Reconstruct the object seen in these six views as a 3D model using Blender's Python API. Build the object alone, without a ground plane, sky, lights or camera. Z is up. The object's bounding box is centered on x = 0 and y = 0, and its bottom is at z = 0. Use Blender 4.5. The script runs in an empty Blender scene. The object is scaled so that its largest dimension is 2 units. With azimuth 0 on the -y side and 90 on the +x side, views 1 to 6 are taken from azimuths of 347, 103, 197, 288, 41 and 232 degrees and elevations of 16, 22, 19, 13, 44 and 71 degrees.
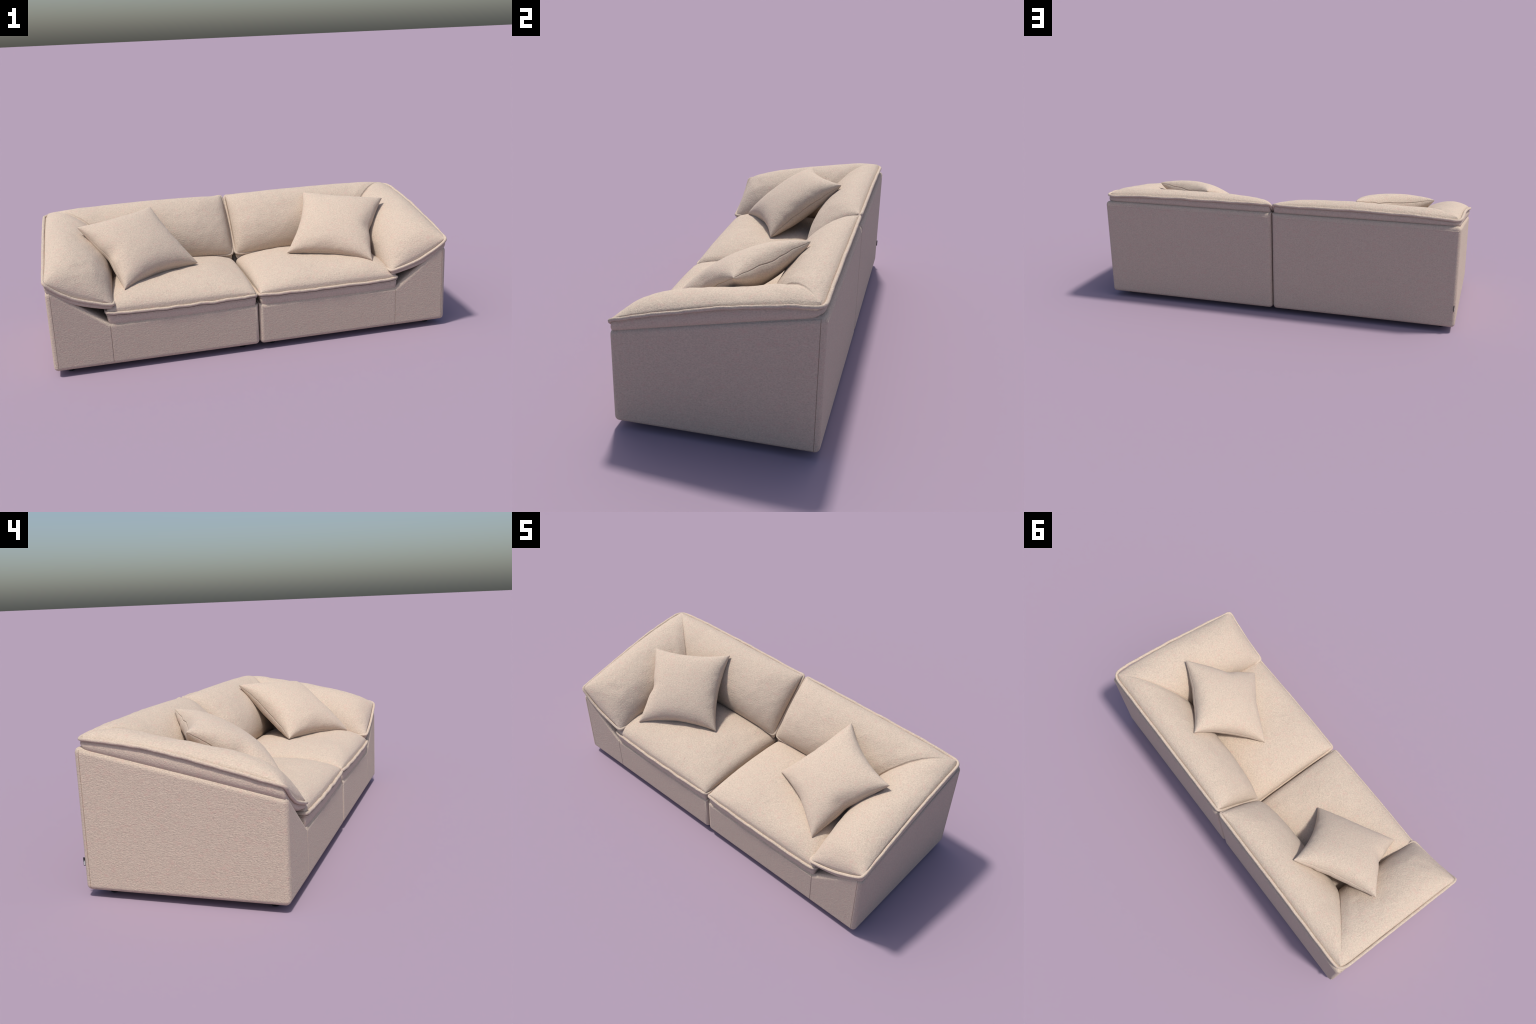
"""Two-module upholstered sofa with sloping arm/back cushions and two throw pillows."""
import bpy, bmesh, math
import numpy as np
from mathutils import Vector, noise

# ------------------------------------------------------------------ materials
def new_mat(name):
    m = bpy.data.materials.new(name)
    m.use_nodes = True
    nt = m.node_tree
    nt.nodes.clear()
    out = nt.nodes.new("ShaderNodeOutputMaterial")
    b = nt.nodes.new("ShaderNodeBsdfPrincipled")
    nt.links.new(b.outputs[0], out.inputs[0])
    return m, nt, b


def ramp(nt, fac, stops):
    r = nt.nodes.new("ShaderNodeValToRGB")
    el = r.color_ramp.elements
    while len(el) < len(stops):
        el.new(0.5)
    for e, (p, c) in zip(el, stops):
        e.position = p
        e.color = (*c, 1) if len(c) == 3 else c
    nt.links.new(fac, r.inputs[0])
    return r.outputs[0]


def mixc(nt, fac, a, b, mode="MIX"):
    n = nt.nodes.new("ShaderNodeMix")
    n.data_type = "RGBA"
    n.blend_type = mode
    for sock, val in ((n.inputs[0], fac), (n.inputs[6], a), (n.inputs[7], b)):
        if hasattr(val, "links") or isinstance(val, bpy.types.NodeSocket):
            nt.links.new(val, sock)
        else:
            sock.default_value = val if not isinstance(val, tuple) else (*val, 1)
    return n.outputs[2]


def tex_noise(nt, co, scale, stretch=(1, 1, 1), detail=2.0, rough=0.5, distort=0.0):
    mp = nt.nodes.new("ShaderNodeMapping")
    mp.inputs["Scale"].default_value = stretch
    nt.links.new(co, mp.inputs[0])
    n = nt.nodes.new("ShaderNodeTexNoise")
    n.inputs["Scale"].default_value = scale
    n.inputs["Detail"].default_value = detail
    n.inputs["Roughness"].default_value = rough
    n.inputs["Distortion"].default_value = distort
    nt.links.new(mp.outputs[0], n.inputs["Vector"])
    return n.outputs["Fac"]


def fabric(name, coarse, fine, base=(0.568, 0.464, 0.368)):
    """Woven beige boucle: pink flecks, darker threads, short crinkled yarn relief."""
    m, nt, b = new_mat(name)
    tc = nt.nodes.new("ShaderNodeTexCoord")
    co = tc.outputs["Object"]
    dark = tuple(c * 0.80 for c in base)
    light = tuple(min(1, c * 1.15) for c in base)
    pink = (base[0] * 1.02, base[1] * 0.87, base[2] * 0.90)
    thread = tex_noise(nt, co, 150, (1, 1, 1.7), 4, 0.7)
    col = ramp(nt, thread, [(0.30, dark), (0.52, base), (0.75, light)])
    fleck = tex_noise(nt, co, 46, (1, 1, 1.9), 4, 0.7)
    fm = ramp(nt, fleck, [(0.52, (0, 0, 0)), (0.70, (0.75, 0.75, 0.75))])
    col = mixc(nt, fm, col, pink)
    nt.links.new(col, b.inputs["Base Color"])
    b.inputs["Roughness"].default_value = 0.95
    b.inputs["Specular IOR Level"].default_value = 0.15
    b.inputs["Sheen Weight"].default_value = 0.08
    b.inputs["Sheen Roughness"].default_value = 0.6
    # crinkled yarn relief
    yarn = tex_noise(nt, co, 118, (1, 1, 1.8), 4, 0.66, 0.5)
    weave = tex_noise(nt, co, 330, (1, 1, 1), 2, 0.5)
    b1 = nt.nodes.new("ShaderNodeBump")
    b1.inputs["Strength"].default_value = coarse
    b1.inputs["Distance"].default_value = 0.006
    nt.links.new(yarn, b1.inputs["Height"])
    b2 = nt.nodes.new("ShaderNodeBump")
    b2.inputs["Strength"].default_value = fine
    b2.inputs["Distance"].default_value = 0.002
    nt.links.new(weave, b2.inputs["Height"])
    nt.links.new(b1.outputs[0], b2.inputs["Normal"])
    nt.links.new(b2.outputs[0], b.inputs["Normal"])
    return m


def plain(name, col, rough):
    m, nt, b = new_mat(name)
    tc = nt.nodes.new("ShaderNodeTexCoord")
    n = tex_noise(nt, tc.outputs["Object"], 200)
    c = ramp(nt, n, [(0.3, tuple(v * 0.85 for v in col)), (0.7, col)])
    nt.links.new(c, b.inputs["Base Color"])
    b.inputs["Roughness"].default_value = rough
    return m


MAT_FRAME = fabric("frame_fabric", 0.68, 0.35)
MAT_CUSHION = fabric("cushion_fabric", 0.58, 0.34)
MAT_PILLOW = fabric("pillow_fabric", 0.46, 0.32)
MAT_FOOT = plain("black_plastic", (0.012, 0.012, 0.013), 0.5)
MAT_LABEL = plain("black_label", (0.02, 0.02, 0.022), 0.7)
MAT_PRINT = plain("white_thread", (0.75, 0.75, 0.74), 0.8)

# ------------------------------------------------------------------ mesh helpers
def add_object(name, verts, faces, mat, parent=None, angle=None):
    me = bpy.data.meshes.new(name)
    me.from_pydata([tuple(v) for v in verts], [], [tuple(int(i) for i in f) for f in faces])
    me.validate()
    bm = bmesh.new()
    bm.from_mesh(me)
    bmesh.ops.remove_doubles(bm, verts=bm.verts, dist=1e-6)
    bmesh.ops.recalc_face_normals(bm, faces=bm.faces)
    bm.to_mesh(me)
    bm.free()
    me.materials.append(mat)
    if angle is None:
        me.polygons.foreach_set("use_smooth", [True] * len(me.polygons))
    else:
        me.shade_smooth() if hasattr(me, "shade_smooth") else None
        me.set_sharp_from_angle(angle=angle)
    ob = bpy.data.objects.new(name, me)
    bpy.context.scene.collection.objects.link(ob)
    ob.parent = parent
    return ob


def grid_faces(nr, nc, off=0, wrap_c=False, wrap_r=False):
    f = []
    for r in range(nr if wrap_r else nr - 1):
        for c in range(nc if wrap_c else nc - 1):
            a = off + r * nc + c
            b = off + r * nc + (c + 1) % nc
            r2 = (r + 1) % nr
            f.append((a, b, off + r2 * nc + (c + 1) % nc, off + r2 * nc + c))
    return f


def fbm(P, scale, seed, octaves=3):
    """smooth noise in about [-1, 1] at an array of points"""
    out = np.zeros(len(P))
    for i, p in enumerate(P):
        v = Vector((p[0] * scale + seed * 7.31, p[1] * scale - seed * 3.17, p[2] * scale + seed))
        out[i] = noise.fractal(v, 0.9, 2.1, octaves)
    return out


def smooth_loop(L, sigma, n=None):
    """resample a closed polyline evenly by arc length and round its corners"""
    L = np.asarray(L)
    seg = np.linalg.norm(np.roll(L, -1, 0) - L, axis=1)
    s = np.concatenate([[0], np.cumsum(seg)])
    n = n or int(s[-1] / 0.004)
    q = np.linspace(0, s[-1], n, endpoint=False)
    C = np.vstack([L, L[:1]])
    R = np.stack([np.interp(q, s, C[:, k]) for k in range(3)], 1)
    step = s[-1] / n
    w = int(max(1, round(3 * sigma / step)))
    ker = np.exp(-0.5 * (np.arange(-w, w + 1) * step / sigma) ** 2)
    ker /= ker.sum()
    pad = np.vstack([R[-w:], R, R[:w]])
    S = np.stack([np.convolve(pad[:, k], ker, "valid") for k in range(3)], 1)
    return S, q, s


def sweep_loop(name, L, up, ra, rb, mat, parent, centre, seed):
    """elliptic welt (ra along the outward direction, rb across it) swept round a closed loop"""
    n = len(L)
    T = np.roll(L, -1, 0) - np.roll(L, 1, 0)
    T /= np.linalg.norm(T, axis=1)[:, None]
    up = np.broadcast_to(up, L.shape)
    out = np.cross(T, up)
    out /= np.linalg.norm(out, axis=1)[:, None]
    if ((L - centre) * out).sum() < 0:
        out = -out
    upn = np.cross(out, T)
    k = 12
    wob = fbm(L, 18, seed) * 0.0012
    V = []
    for j in range(k):
        a = 2 * math.pi * j / k
        # flattened top with a faint stitched waist
        rr = 1.0 - 0.10 * math.cos(2 * a) ** 8
        V.append(L + out * (math.cos(a) * ra * rr + wob[:, None]) + upn * (math.sin(a) * rb * rr))
    V = np.stack(V, 1).reshape(-1, 3)
    return add_object(name, V, grid_faces(n, k, 0, True, True), mat, parent)


def sup(a, p):
    """superelliptic arch over [0, 1], 1 in the middle"""
    return np.power(np.clip(1 - np.abs(2 * a - 1) ** p, 0, 1), 1 / p)


def rise(d, D, p=2.2):
    """0 at d = 0, rounds over to 1 at d >= D"""
    return np.power(np.clip(1 - np.clip(1 - d / D, 0, 1) ** p, 0, 1), 1 / p)


# ------------------------------------------------------------------ the frame of one module
X_OUT, Y_FRONT, Y_BACK = 0.989, -0.394, 0.4015
Z_LOW, Z_BASE, Z_ARM, Z_BACK = 0.027, 0.234, 0.414, 0.575
X_SEAM, X_MID = 0.713, 0.0020


def build_frame(sx, parent):
    P = dict(
        f1=(X_MID, Y_FRONT, Z_LOW), f2=(X_OUT, Y_FRONT, Z_LOW), f3=(X_OUT, Y_FRONT, Z_ARM),
        f4=(X_SEAM, Y_FRONT, Z_BASE), f5=(X_MID, Y_FRONT, Z_BASE),
        b1=(X_MID, Y_BACK, Z_LOW), b2=(X_OUT, Y_BACK, Z_LOW), b3=(X_OUT, Y_BACK, Z_BACK), b5=(X_MID, Y_BACK, Z_BACK),
        f3s=(X_OUT - 0.036, Y_FRONT, Z_ARM), b3s=(X_OUT - 0.036, Y_BACK - 0.040, Z_BACK - 0.005), b5s=(X_MID, Y_BACK - 0.040, Z_BACK),
        n4=(X_SEAM, 0.14, Z_BASE), n5=(X_MID, 0.14, Z_BASE))
    F = ["f1 f2 f3 f3s f4 f5", "f5 f4 n4 n5", "f4 f3s n4", "f3s b3s n4", "b5s n5 n4 b3s", "f3 b3 b3s f3s", "b3 b5 b5s b3s",
         "f1 f5 n5 b5s b5 b1", "f2 b2 b3 f3", "b1 b5 b3 b2", "f1 b1 b2 f2"]
    bm = bmesh.new()
    V = {k: bm.verts.new((v[0] * sx, v[1], v[2])) for k, v in P.items()}
    for f in F:
        bm.faces.new([V[k] for k in f.split()])
    bmesh.ops.recalc_face_normals(bm, faces=bm.faces)
    hidden = {V["n4"], V["n5"], V["b3s"], V["b5s"]}           # the inner slopes lie under the cushions and stay sharp
    sharp = [e for e in bm.edges if e.calc_face_angle(0) > math.radians(25) and not hidden & set(e.verts)]
    bmesh.ops.bevel(bm, geom=sharp, offset=0.020, offset_type="OFFSET", segments=7, profile=0.5, affect="EDGES", clamp_overlap=False)

    def groove(co, no, axis, sign, push, depth=0.0030, half=0.0022):
        """press a stitched seam line into the face that points along sign*axis"""
        for off in (-half, 0, half):
            faces = [f for f in bm.faces if f.normal[axis] * sign > 0.85]
            geom = faces + list({e for f in faces for e in f.edges}) + list({v for f in faces for v in f.verts})
            c = Vector(co) + Vector(no) * off
            r = bmesh.ops.bisect_plane(bm, geom=geom, plane_co=c, plane_no=no, dist=1e-5)
            if off == 0:
                centre = [g for g in r["geom_cut"] if isinstance(g, bmesh.types.BMVert)]
        for v in centre:
            v.co += Vector(push) * depth

    groove((X_SEAM * sx, 0, 0), (1, 0, 0), 1, -1, (0, 1, 0))                  # base front / arm front
    groove(((X_OUT - 0.021) * sx, 0, 0), (1, 0, 0), 1, -1, (0, 1, 0), 0.0022)   # arm front / side
    groove((0, Y_BACK - 0.021, 0), (0, 1, 0), 0, sx, (-sx, 0, 0), 0.0030)       # side / back
    groove((0, 0, Z_BACK - 0.022), (0, 0, 1), 1, 1, (0, -1, 0), -0.0016)         # back top edge
    me = bpy.data.meshes.new("frame")
    bm.to_mesh(me)
    bm.free()
    me.materials.append(MAT_FRAME)
    me.shade_smooth()
    me.set_sharp_from_angle(angle=math.radians(40))
    ob = bpy.data.objects.new("frame", me)
    bpy.context.scene.collection.objects.link(ob)
    ob.parent = parent
    mod = ob.modifiers.new("w", "WEIGHTED_NORMAL")
    mod.keep_sharp = True
    return ob


def build_foot_mesh():
    prof = [(0.0, 0.0), (0.014, 0.0), (0.017, 0.003), (0.019, 0.012), (0.021, 0.040), (0.0, 0.040)]
    k = 24
    V, F = [], []
    for r, z in prof:
        for j in range(k):
            a = 2 * math.pi * j / k
            V.append((max(r, 1e-4) * math.cos(a), max(r, 1e-4) * math.sin(a), z))
    F = grid_faces(len(prof), k, 0, True)
    F += [tuple(range(k))[::-1], tuple(range((len(prof) - 1) * k, len(prof) * k))]
    return V, F


# ------------------------------------------------------------------ the L-shaped arm-and-back cushion
X_O, Y_O = 0.986, 0.391          # outer corner of the welt
X_I, Y_I = 0.690, 0.147          # inner corner
X_0, Y_F = 0.008, -0.390         # free ends: beside the other module, and at the front
RATIO = (X_O - X_I) / (Y_O - Y_I)
arm_y = np.array([-0.39, -0.268, -0.154, -0.006, 0.137, 0.276, 0.379])
arm_z = np.array([0.457, 0.487, 0.516, 0.551, 0.579, 0.597, 0.602])


def back_outer_z(x):
    return np.interp(x, [0, 0.05, 0.2, 0.5, 0.8, 0.9, 0.982], [0.622, 0.616, 0.616, 0.617, 0.612, 0.604, 0.602])


def back_inner_z(x):
    return 0.335 + 0.006 * (1 - np.clip(x / 0.7, 0, 1))


def arm_outer_z(y):
    return np.interp(y, arm_y, arm_z)


def build_back_cushion(sx, parent, seed):
    NA, NB, NR = 61, 110, 120           # across, along the back, along the arm
    t = np.linspace(0, 1, NA)
    a = (1 - np.cos(math.pi * t)) / 2
    a = 0.75 * a + 0.25 * t
    ab = a ** 1.05
    S = np.where(ab < 0.5, sup(ab, 2.45), sup(ab, 1.9))   # fuller towards the top, slacker towards the seat
    H_MITRE = 0.116
    # mitre seam line
    nb = np.array([0.753, 0.659])       # inward, up
    zO, zI = back_outer_z(X_O), back_inner_z(X_I)

    def back_section(x, H):
        w = a * (Y_O - Y_I) + S * H * nb[0]
        z = back_outer_z(x) * (1 - a) + back_inner_z(x) * a + S * H * nb[1]
        return Y_O - w, z

    my, mz = back_section(np.full(NA, X_O), H_MITRE)
    mx = X_O - RATIO * (Y_O - my)
    top, low = [], []
    s = np.linspace(0, 1, NB) ** 1.0
    s = 0.5 * (1 - np.cos(math.pi * s)) * 0.6 + s * 0.4
    for si in s:                          # along the back, towards the corner
        x = X_0 + si * (mx - X_0)
        d, dm = x - X_0, mx - x
        H = (H_MITRE + 0.004 * np.clip(dm / 0.2, 0, 1)) * (0.30 * rise(d, 0.06, 2.2) + 0.70 * rise(d, 0.31, 2.0))
        H += 0.007 * np.clip(dm / 0.05, 0, 1) * np.exp(-(dm / 0.14) ** 2)
        H -= 0.004 * np.exp(-(dm / 0.0035) ** 2)            # stitched mitre seam
        y, z = back_section(x, H)
        top.append(np.stack([x, y, z], 1))
        low.append(np.stack([x, Y_O - a * (Y_O - Y_I), back_outer_z(x) * (1 - a) + back_inner_z(x) * a], 1))
    s = np.linspace(0, 1, NR)
    s = 0.5 * (1 - np.cos(math.pi * s)) * 0.6 + s * 0.4
    for si in s[1:]:                      # along the arm, towards the front
        y = my + si * (Y_F - my)
        f = np.clip((my - y) / (my - Y_F), 0, 1)
        d, dm = y - Y_F, my - y
        H = (H_MITRE + 0.006 * np.clip(dm / 0.06, 0, 1) * np.exp(-(dm / 0.16) ** 2) + 0.014 * f) * rise(d, 0.26, 2.4)
        skew = a ** (1.05 + 0.02 * np.clip(f * 3, 0, 1))        # the roll leans in over the seat
        S = np.where(skew < 0.5, sup(skew, 2.45 - 0.33 * np.clip(f * 3, 0, 1)), sup(skew, 1.9 - 0.30 * np.clip(f * 1.5, 0, 1)))
        H -= 0.004 * np.exp(-(dm / 0.0035) ** 2)
        nx = 0.753 * RATIO * (1 - f) + 0.40 * f
        nz = 0.659 * (1 - f) + 0.86 * f
        xo = X_O + 0.006 * f
        zl = arm_outer_z(y) * (1 - f) ** 0 * (1 - a) + (0.335 - 0.016 * f) * a
        zl = (zO * (1 - a) + zI * a) * (1 - np.clip(f * 6, 0, 1)) + zl * np.clip(f * 6, 0, 1)
        sag = -0.026 * np.sin(math.pi * np.clip(a, 0, 1) ** 0.8) * np.exp(-(d / 0.10))
        x = xo - a * (xo - X_I) - S * H * nx
        top.append(np.stack([x, y, zl + S * H * nz + sag], 1))
        low.append(np.stack([xo - a * (xo - X_I), y, zl + sag], 1))
    top, low = np.array(top), np.array(low)
    NS = len(top)
    # noise: soft lumps of the filling
    flat = top.reshape(-1, 3)
    n1 = fbm(flat * [sx, 1, 1], 7, seed) * 0.0035 + fbm(flat * [sx, 1, 1], 22, seed + 3, 2) * 0.0012
    edge = np.minimum.outer(np.minimum(np.arange(NS), np.arange(NS)[::-1]) / 10, np.full(NA, 9.9))
    edge = np.minimum(np.minimum(edge, np.minimum(np.arange(NA), np.arange(NA)[::-1])[None, :] / 8), 1)
    flat = flat + (n1 * edge.reshape(-1))[:, None] * np.array([-0.45, -0.45, 0.75])
    top = flat.reshape(top.shape)
    # the perimeter: outer edge, front, inner edge, free end
    idx = [(i, 0) for i in range(NS)] + [(NS - 1, j) for j in range(1, NA)] + [(i, NA - 1) for i in range(NS - 2, -1, -1)] + [(0, j) for j in range(NA - 2, 0, -1)]
    ii, jj = np.array(idx).T
    edge_line = low[ii, jj]
    R, q, slen = smooth_loop(edge_line, 0.014, 900)
    wide, _, _ = smooth_loop(edge_line, 0.034, 900)        # the outer rear corner is rounder than the others
    near = np.exp(-((R - [X_O, Y_O, zO]) ** 2).sum(1) / 0.12 ** 2)[:, None]
    R = R * (1 - near) + wide * near
    own = np.stack([np.interp(slen[:-1], np.append(q, slen[-1]), np.append(R[:, k], R[0, k])) for k in range(3)], 1)
    centre = np.array([0.6, 0.1, 0.45])
    # smooth inward direction of the perimeter
    T = np.roll(own, -1, 0) - np.roll(own, 1, 0)
    T /= np.maximum(np.linalg.norm(T, axis=1), 1e-9)[:, None]
    g = low[np.clip(ii, 1, NS - 2), np.clip(jj, 1, NA - 2)]
    upn = np.array([-0.35, -0.35, 0.87])
    out = np.cross(T, upn)
    out /= np.maximum(np.linalg.norm(out, axis=1), 1e-9)[:, None]
    if sum(((own - centre) * out).sum(1)) < 0:
        out = -out
    inset = 0.008
    rim = own - out * inset
    shift = rim - top[ii, jj]
    top[ii, jj] = rim
    # underside drop: deeper along the outside, shallow at the inner front corner
    fi = np.clip((np.arange(NS) - NB) / (NS - NB), 0, 1)[:, None]
    aa = a[None, :]
    body = np.interp(low[:, :1, 1], [Y_FRONT, Y_BACK], [Z_ARM, Z_BACK])
    d_out = np.where(fi > 0, low[:, :1, 2] - body, low[:, :1, 2] - Z_BACK) + 0.005   # reaches the frame's top edge
    drop = d_out * (1 - aa) + (0.044 - 0.018 * fi) * aa
    # the flat underside stays well inside the strip that wraps it
    jc = np.clip(np.arange(NA), np.argmax(a > 0.09), NA - 1 - np.argmax(a > 0.09))
    ic = np.clip(np.arange(NS), 8, NS - 9)
    under = low[ic][:, jc].copy()
    under[:, :, 2] -= drop[ic][:, jc]
    under[ii, jj] = own - out * 0.018
    under[ii, jj, 2] -= drop[ii, jj]
    # boxing strip between the two
    rows = []
    for f, o in ((0.08, 0.009), (0.25, 0.014), (0.5, 0.018), (0.70, 0.018), (0.84, 0.015), (0.94, 0.010)):
        b = rim * (1 - f) + under[ii, jj] * f + out * (o - 0.006)
        rows.append(b)
    V = [top.reshape(-1, 3), under.reshape(-1, 3)] + rows
    V = np.vstack(V)
    M = NS * NA
    F = grid_faces(NS, NA) + [f[::-1] for f in grid_faces(NS, NA, M)]
    pid = ii * NA + jj
    rings = [pid] + [2 * M + k * len(pid) + np.arange(len(pid)) for k in range(len(rows))] + [pid + M]
    for A, B in zip(rings[:-1], rings[1:]):
        for k in range(len(pid)):
            k2 = (k + 1) % len(pid)
            F.append((A[k], A[k2], B[k2], B[k]))
    V[:, 0] *= sx
    ob = add_object("back_cushion", V, F, MAT_CUSHION, parent)
    W = R.copy()
    W += np.array([-0.3, -0.3, 0.9]) * 0.003
    W[:, 2] += fbm(W * [sx, 1, 1], 9, seed + 11) * 0.0032
    W[:, 0] *= sx
    sweep_loop("piping", W, np.array([-0.35 * sx, -0.35, 0.87]), 0.0080, 0.0072, MAT_CUSHION, ob, centre * [sx, 1, 1], seed)
    return ob


# ------------------------------------------------------------------ the seat cushion
def build_seat_cushion(sx, parent, seed):
    x0, x1, y0, y1 = 0.009, 0.726, -0.391, 0.205
    zp, zb = 0.278, 0.222
    N = 70
    def ease(n):
        t = np.linspace(-1, 1, n)
        return 0.55 * np.sin(t * math.pi / 2) + 0.45 * t
    U, Vv = np.meshgrid(ease(90), ease(N), indexing="ij")
    X = x0 + (x1 - x0) * (U + 1) / 2
    Y = y0 + (y1 - y0) * (Vv + 1) / 2
    dx = np.minimum(X - x0, x1 - X)
    H = 0.097 * np.where(U < 0, 0.33 * rise(X - x0, 0.04) + 0.67 * rise(X - x0, 0.25, 2.0), rise(x1 - X, 0.15, 2.3)) * rise(Y - y0, 0.26, 2.3) * rise(y1 - Y, 0.18, 2.0)
    Zp = zp + 0.008 * np.abs(U) ** 6 - 0.014 * np.clip(-U, 0, 1) ** 8 * rise(Y - y0, 0.14) * rise(y1 - Y, 0.10)   # side welt dips between the seats
    # towards the other module the filling swells over the welt until the two seats touch
    tt = np.clip((X - x0) / 0.07, 0, 1)
    X = X - 0.014 * np.sqrt(tt) * (1 - tt) ** 1.5 * 1.9 * rise(Y - y0, 0.16) * rise(y1 - Y, 0.10)
    Y = Y - 0.004 * (1 - U ** 2) * np.clip((0.0 - Y) / 0.39, 0, 1)
    top = np.stack([X, Y, Zp + H], -1)
    flat = top.reshape(-1, 3)
    e = np.clip(np.minimum(dx, np.minimum(Y - y0, y1 - Y)) / 0.03, 0, 1).reshape(-1)
    flat[:, 2] += e * (fbm(flat * [sx, 1, 1], 6, seed) * 0.004 + fbm(flat * [sx, 1, 1], 24, seed + 2, 2) * 0.0010)
    NA, NB = U.shape
    idx = [(i, 0) for i in range(NA)] + [(NA - 1, j) for j in range(1, NB)] + [(i, NB - 1) for i in range(NA - 2, -1, -1)] + [(0, j) for j in range(NB - 2, 0, -1)]
    ii, jj = np.array(idx).T
    top = flat.reshape(NA, NB, 3)
    line = top[ii, jj].copy()
    R, q, slen = smooth_loop(line, 0.013, 640)
    own = np.stack([np.interp(slen[:-1], np.append(q, slen[-1]), np.append(R[:, k], R[0, k])) for k in range(3)], 1)
    T = np.roll(own, -1, 0) - np.roll(own, 1, 0)
    T /= np.linalg.norm(T, axis=1)[:, None]
    out = np.cross(T, [0, 0, 1.0])
    centre = np.array([0.36, -0.1, zp])
    if ((own - centre) * out).sum() < 0:
        out = -out
    rim = own - out * 0.006
    top[ii, jj] = rim
    under = top.copy()
    under[:, :, 2] = zb
    bot = own - out * 0.009
    bot[:, 2] = zb
    under[ii, jj] = bot
    rows = []
    for z, o in ((zp - 0.009, -0.005), (zp - 0.020, -0.001), (zp - 0.032, -0.002), (zb + 0.013, -0.004), (zb + 0.006, -0.007)):
        b = own + out * o
        b[:, 2] = z + (own[:, 2] - zp) * (z - zb) / (zp - zb)
        rows.append(b)
    V = np.vstack([top.reshape(-1, 3), under.reshape(-1, 3)] + rows)
    M = NA * NB
    F = grid_faces(NA, NB) + [f[::-1] for f in grid_faces(NA, NB, M)]
    pid = ii * NB + jj
    rings = [pid] + [2 * M + k * len(pid) + np.arange(len(pid)) for k in range(len(rows))] + [pid + M]
    for A, B in zip(rings[:-1], rings[1:]):
        for k in range(len(pid)):
            k2 = (k + 1) % len(pid)
            F.append((A[k], A[k2], B[k2], B[k]))
    V[:, 0] *= sx
    ob = add_object("seat_cushion", V, F, MAT_CUSHION, parent)
    W = R.copy()
    W[:, 2] += fbm(W * [sx, 1, 1], 10, seed + 5) * 0.0045
    W[:, 0] *= sx
    sweep_loop("piping", W, np.array([0, 0, 1.0]), 0.0085, 0.0072, MAT_CUSHION, ob, centre * [sx, 1, 1], seed)
    W2 = W - np.array([0, 0, 0.0115])
    sweep_loop("topstitching", W2, np.array([0, 0, 1.0]), 0.0032, 0.0018, MAT_CUSHION, ob, centre * [sx, 1, 1], seed)
    return ob


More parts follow.
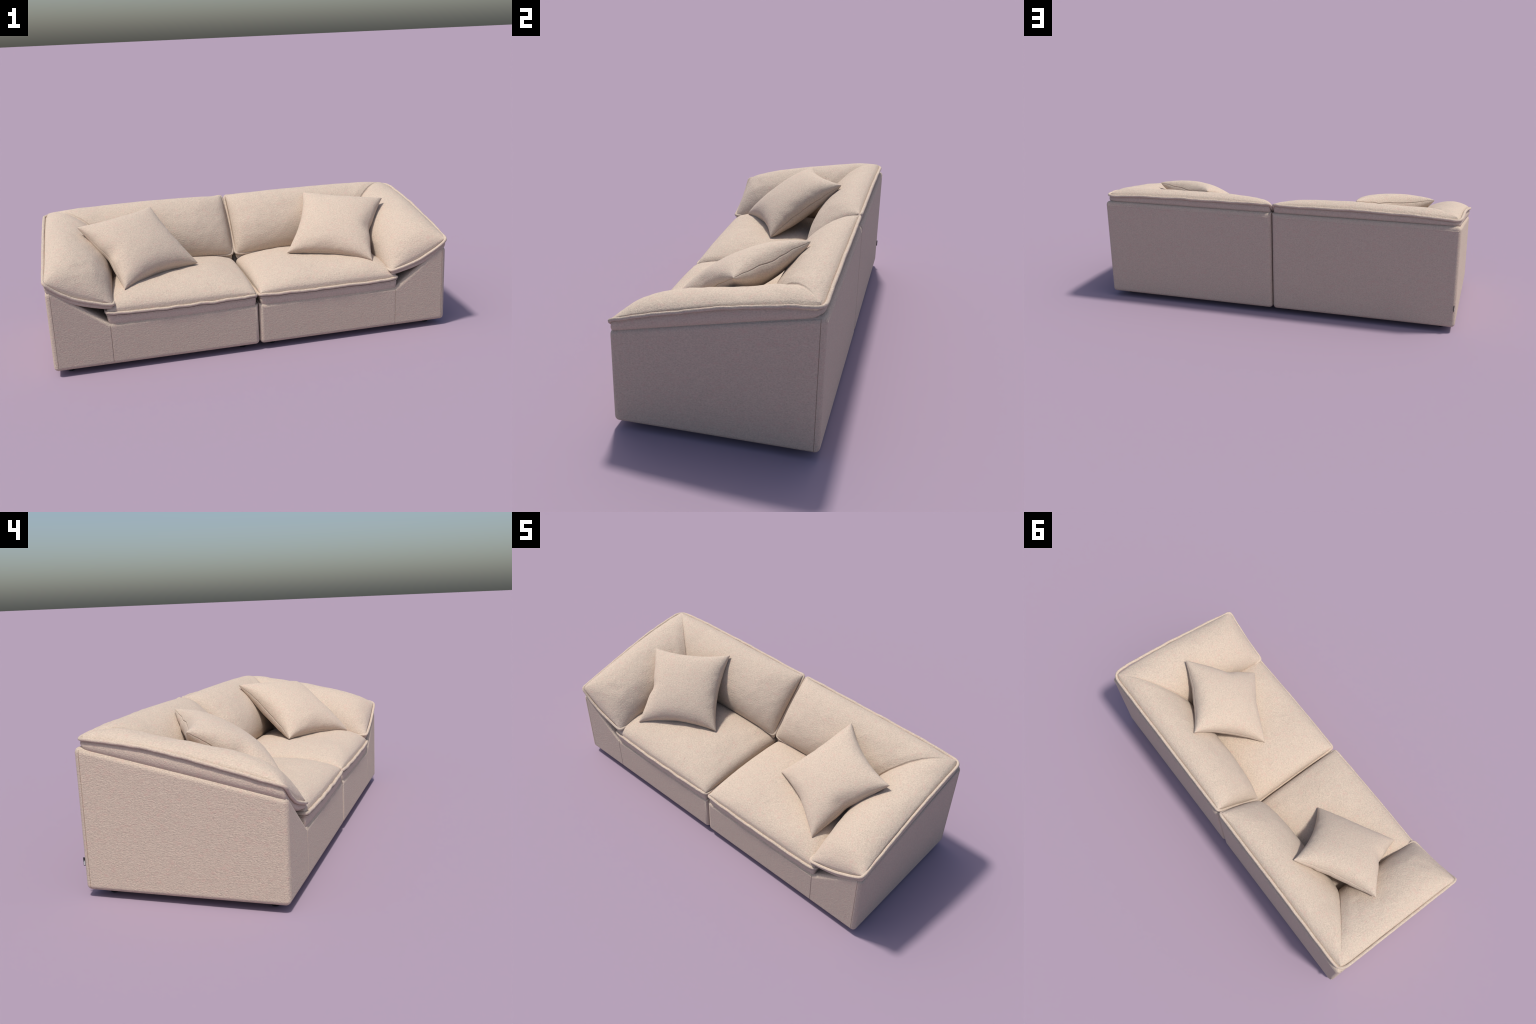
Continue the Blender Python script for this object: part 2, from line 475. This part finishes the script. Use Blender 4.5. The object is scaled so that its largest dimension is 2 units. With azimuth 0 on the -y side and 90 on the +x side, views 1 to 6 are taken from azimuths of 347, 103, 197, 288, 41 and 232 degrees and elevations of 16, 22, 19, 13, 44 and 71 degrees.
# ------------------------------------------------------------------ throw pillows
def build_pillow(sx, seed):
    tl, tr = np.array([0.428, 0.239, 0.630]), np.array([0.817, 0.027, 0.604])
    br, bl = np.array([0.628, -0.298, 0.360]), np.array([0.238, -0.078, 0.383])
    n = 120
    q = np.linspace(-1, 1, n)
    q = np.sign(q) * (1 - (1 - np.abs(q)) ** 2.4)      # rows crowd together towards the seam
    U, V = np.meshgrid(q, q, indexing="ij")
    k = 0.14
    u = U * (1 - k * (1 - V ** 2) * U ** 2)
    v = V * (1 - k * (1 - U ** 2) * V ** 2)
    def spot(cu, cv, wu, wv):
        return np.exp(-((U - cu) / wu) ** 2 - ((V - cv) / wv) ** 2)
    # two seams are tucked in half way along, with a soft dent beside each
    u = u - 0.05 * spot(1.0, -0.05, 0.30, 0.22)
    v = v + 0.012 * spot(0.05, -1.0, 0.22, 0.30)
    dent = 0.010 * spot(0.95, -0.05, 0.22, 0.30) + 0.004 * spot(0.08, -0.95, 0.30, 0.22)
    A, B = (u + 1) / 2, (v + 1) / 2
    mid = ((1 - A) * (1 - B))[..., None] * bl + (A * (1 - B))[..., None] * br + (A * B)[..., None] * tr + ((1 - A) * B)[..., None] * tl
    nrm = np.cross(br - bl, tl - bl)
    nrm /= np.linalg.norm(nrm)
    th = np.power(np.clip((1 - U ** 2) * (1 - V ** 2), 0, 1), 0.40)
    # seam line of the pillow wanders a little
    wob = fbm(mid.reshape(-1, 3), 9, seed).reshape(n, n) * 0.009 * (1 - U ** 2 * V ** 2) * np.maximum(np.abs(U), np.abs(V)) ** 6
    mid = mid + nrm * wob[..., None]
    # pulled folds running in from the seams
    pts = np.stack([U.reshape(-1) * 0.3, V.reshape(-1) * 0.3, np.zeros(n * n)], 1)
    lump = fbm(pts, 9, seed + 4).reshape(n, n)
    near = np.exp(-((1 - np.maximum(np.abs(U), np.abs(V))) / 0.14) ** 2)
    rip = np.sin(14 * U + 3 * lump) * np.where(np.abs(V) > np.abs(U), 1, 0) + np.sin(13 * V + 3 * lump) * np.where(np.abs(V) > np.abs(U), 0, 1)
    shape = lump * 0.001 + rip * near * 0.003
    front = mid + nrm * (th * (0.088 + shape) - dent * np.minimum(1, th * 2))[..., None]
    back = mid - nrm * (th * (0.082 + shape))[..., None]
    # the seam bites in: a fine crease all round
    ctr = mid[n // 2, n // 2]
    for G in (front, back):
        for sl in (np.s_[0, :], np.s_[-1, :], np.s_[1:-1, 0], np.s_[1:-1, -1]):
            v = ctr - G[sl]
            G[sl] += v / np.linalg.norm(v, axis=-1, keepdims=True) * 0.004
    P = np.vstack([front.reshape(-1, 3), back.reshape(-1, 3)])
    base = np.array([0.528, -0.10, 0.36])
    P = (P - base) * [sx, 1, 1]
    F = grid_faces(n, n) + [f[::-1] for f in grid_faces(n, n, n * n)]
    ob = add_object("throw_pillow", P, F, MAT_PILLOW, None, math.radians(70))
    ob.location = base * [sx, 1, 1]
    ob["label"] = "square beige fabric throw pillow with pinched corners"
    ob["category"] = "pillow"
    return ob


# ------------------------------------------------------------------ assemble
sofa = bpy.data.objects.new("sofa", None)
bpy.context.scene.collection.objects.link(sofa)
sofa["label"] = "beige two seat modular sofa with piped slouchy cushions"
sofa["category"] = "sofa"

foot_V, foot_F = build_foot_mesh()
foot_mesh = None
frames = {}
for sx, seed in ((1, 1), (-1, 2)):
    fr = build_frame(sx, sofa)
    frames[sx] = fr
    build_seat_cushion(sx, sofa, seed)
    build_back_cushion(sx, sofa, seed + 20)
    for x in (0.076, 0.914):
        for y in (-0.320, 0.320):
            if foot_mesh is None:
                ft = add_object("foot", foot_V, foot_F, MAT_FOOT, fr, math.radians(40))
                foot_mesh = ft.data
            else:
                ft = bpy.data.objects.new("foot", foot_mesh)
                bpy.context.scene.collection.objects.link(ft)
                ft.parent = fr
            ft.location = (x * sx, y, 0)
    build_pillow(sx, seed + 40)

# sewn-in tab on the rear corner seam
def box(name, lo, hi, mat, parent):
    V = [(x, y, z) for x in (lo[0], hi[0]) for y in (lo[1], hi[1]) for z in (lo[2], hi[2])]
    F = [(0, 1, 3, 2), (4, 6, 7, 5), (0, 4, 5, 1), (2, 3, 7, 6), (0, 2, 6, 4), (1, 5, 7, 3)]
    return add_object(name, V, F, mat, parent, math.radians(30))

tab = box("label", (-0.9815, 0.376, 0.122), (-0.9795, 0.4055, 0.154), MAT_LABEL, frames[-1])
for k, (z, ya, yb) in enumerate(((0.125, 0.3990, 0.4040), (0.1295, 0.3990, 0.4040), (0.134, 0.4005, 0.4040), (0.1385, 0.3990, 0.4025))):
    box("lettering", (-0.9822, ya, z), (-0.9814, yb, z + 0.0025), MAT_PRINT, tab)
box("lettering", (-0.9822, 0.3985, 0.125), (-0.9814, 0.4000, 0.141), MAT_PRINT, tab)
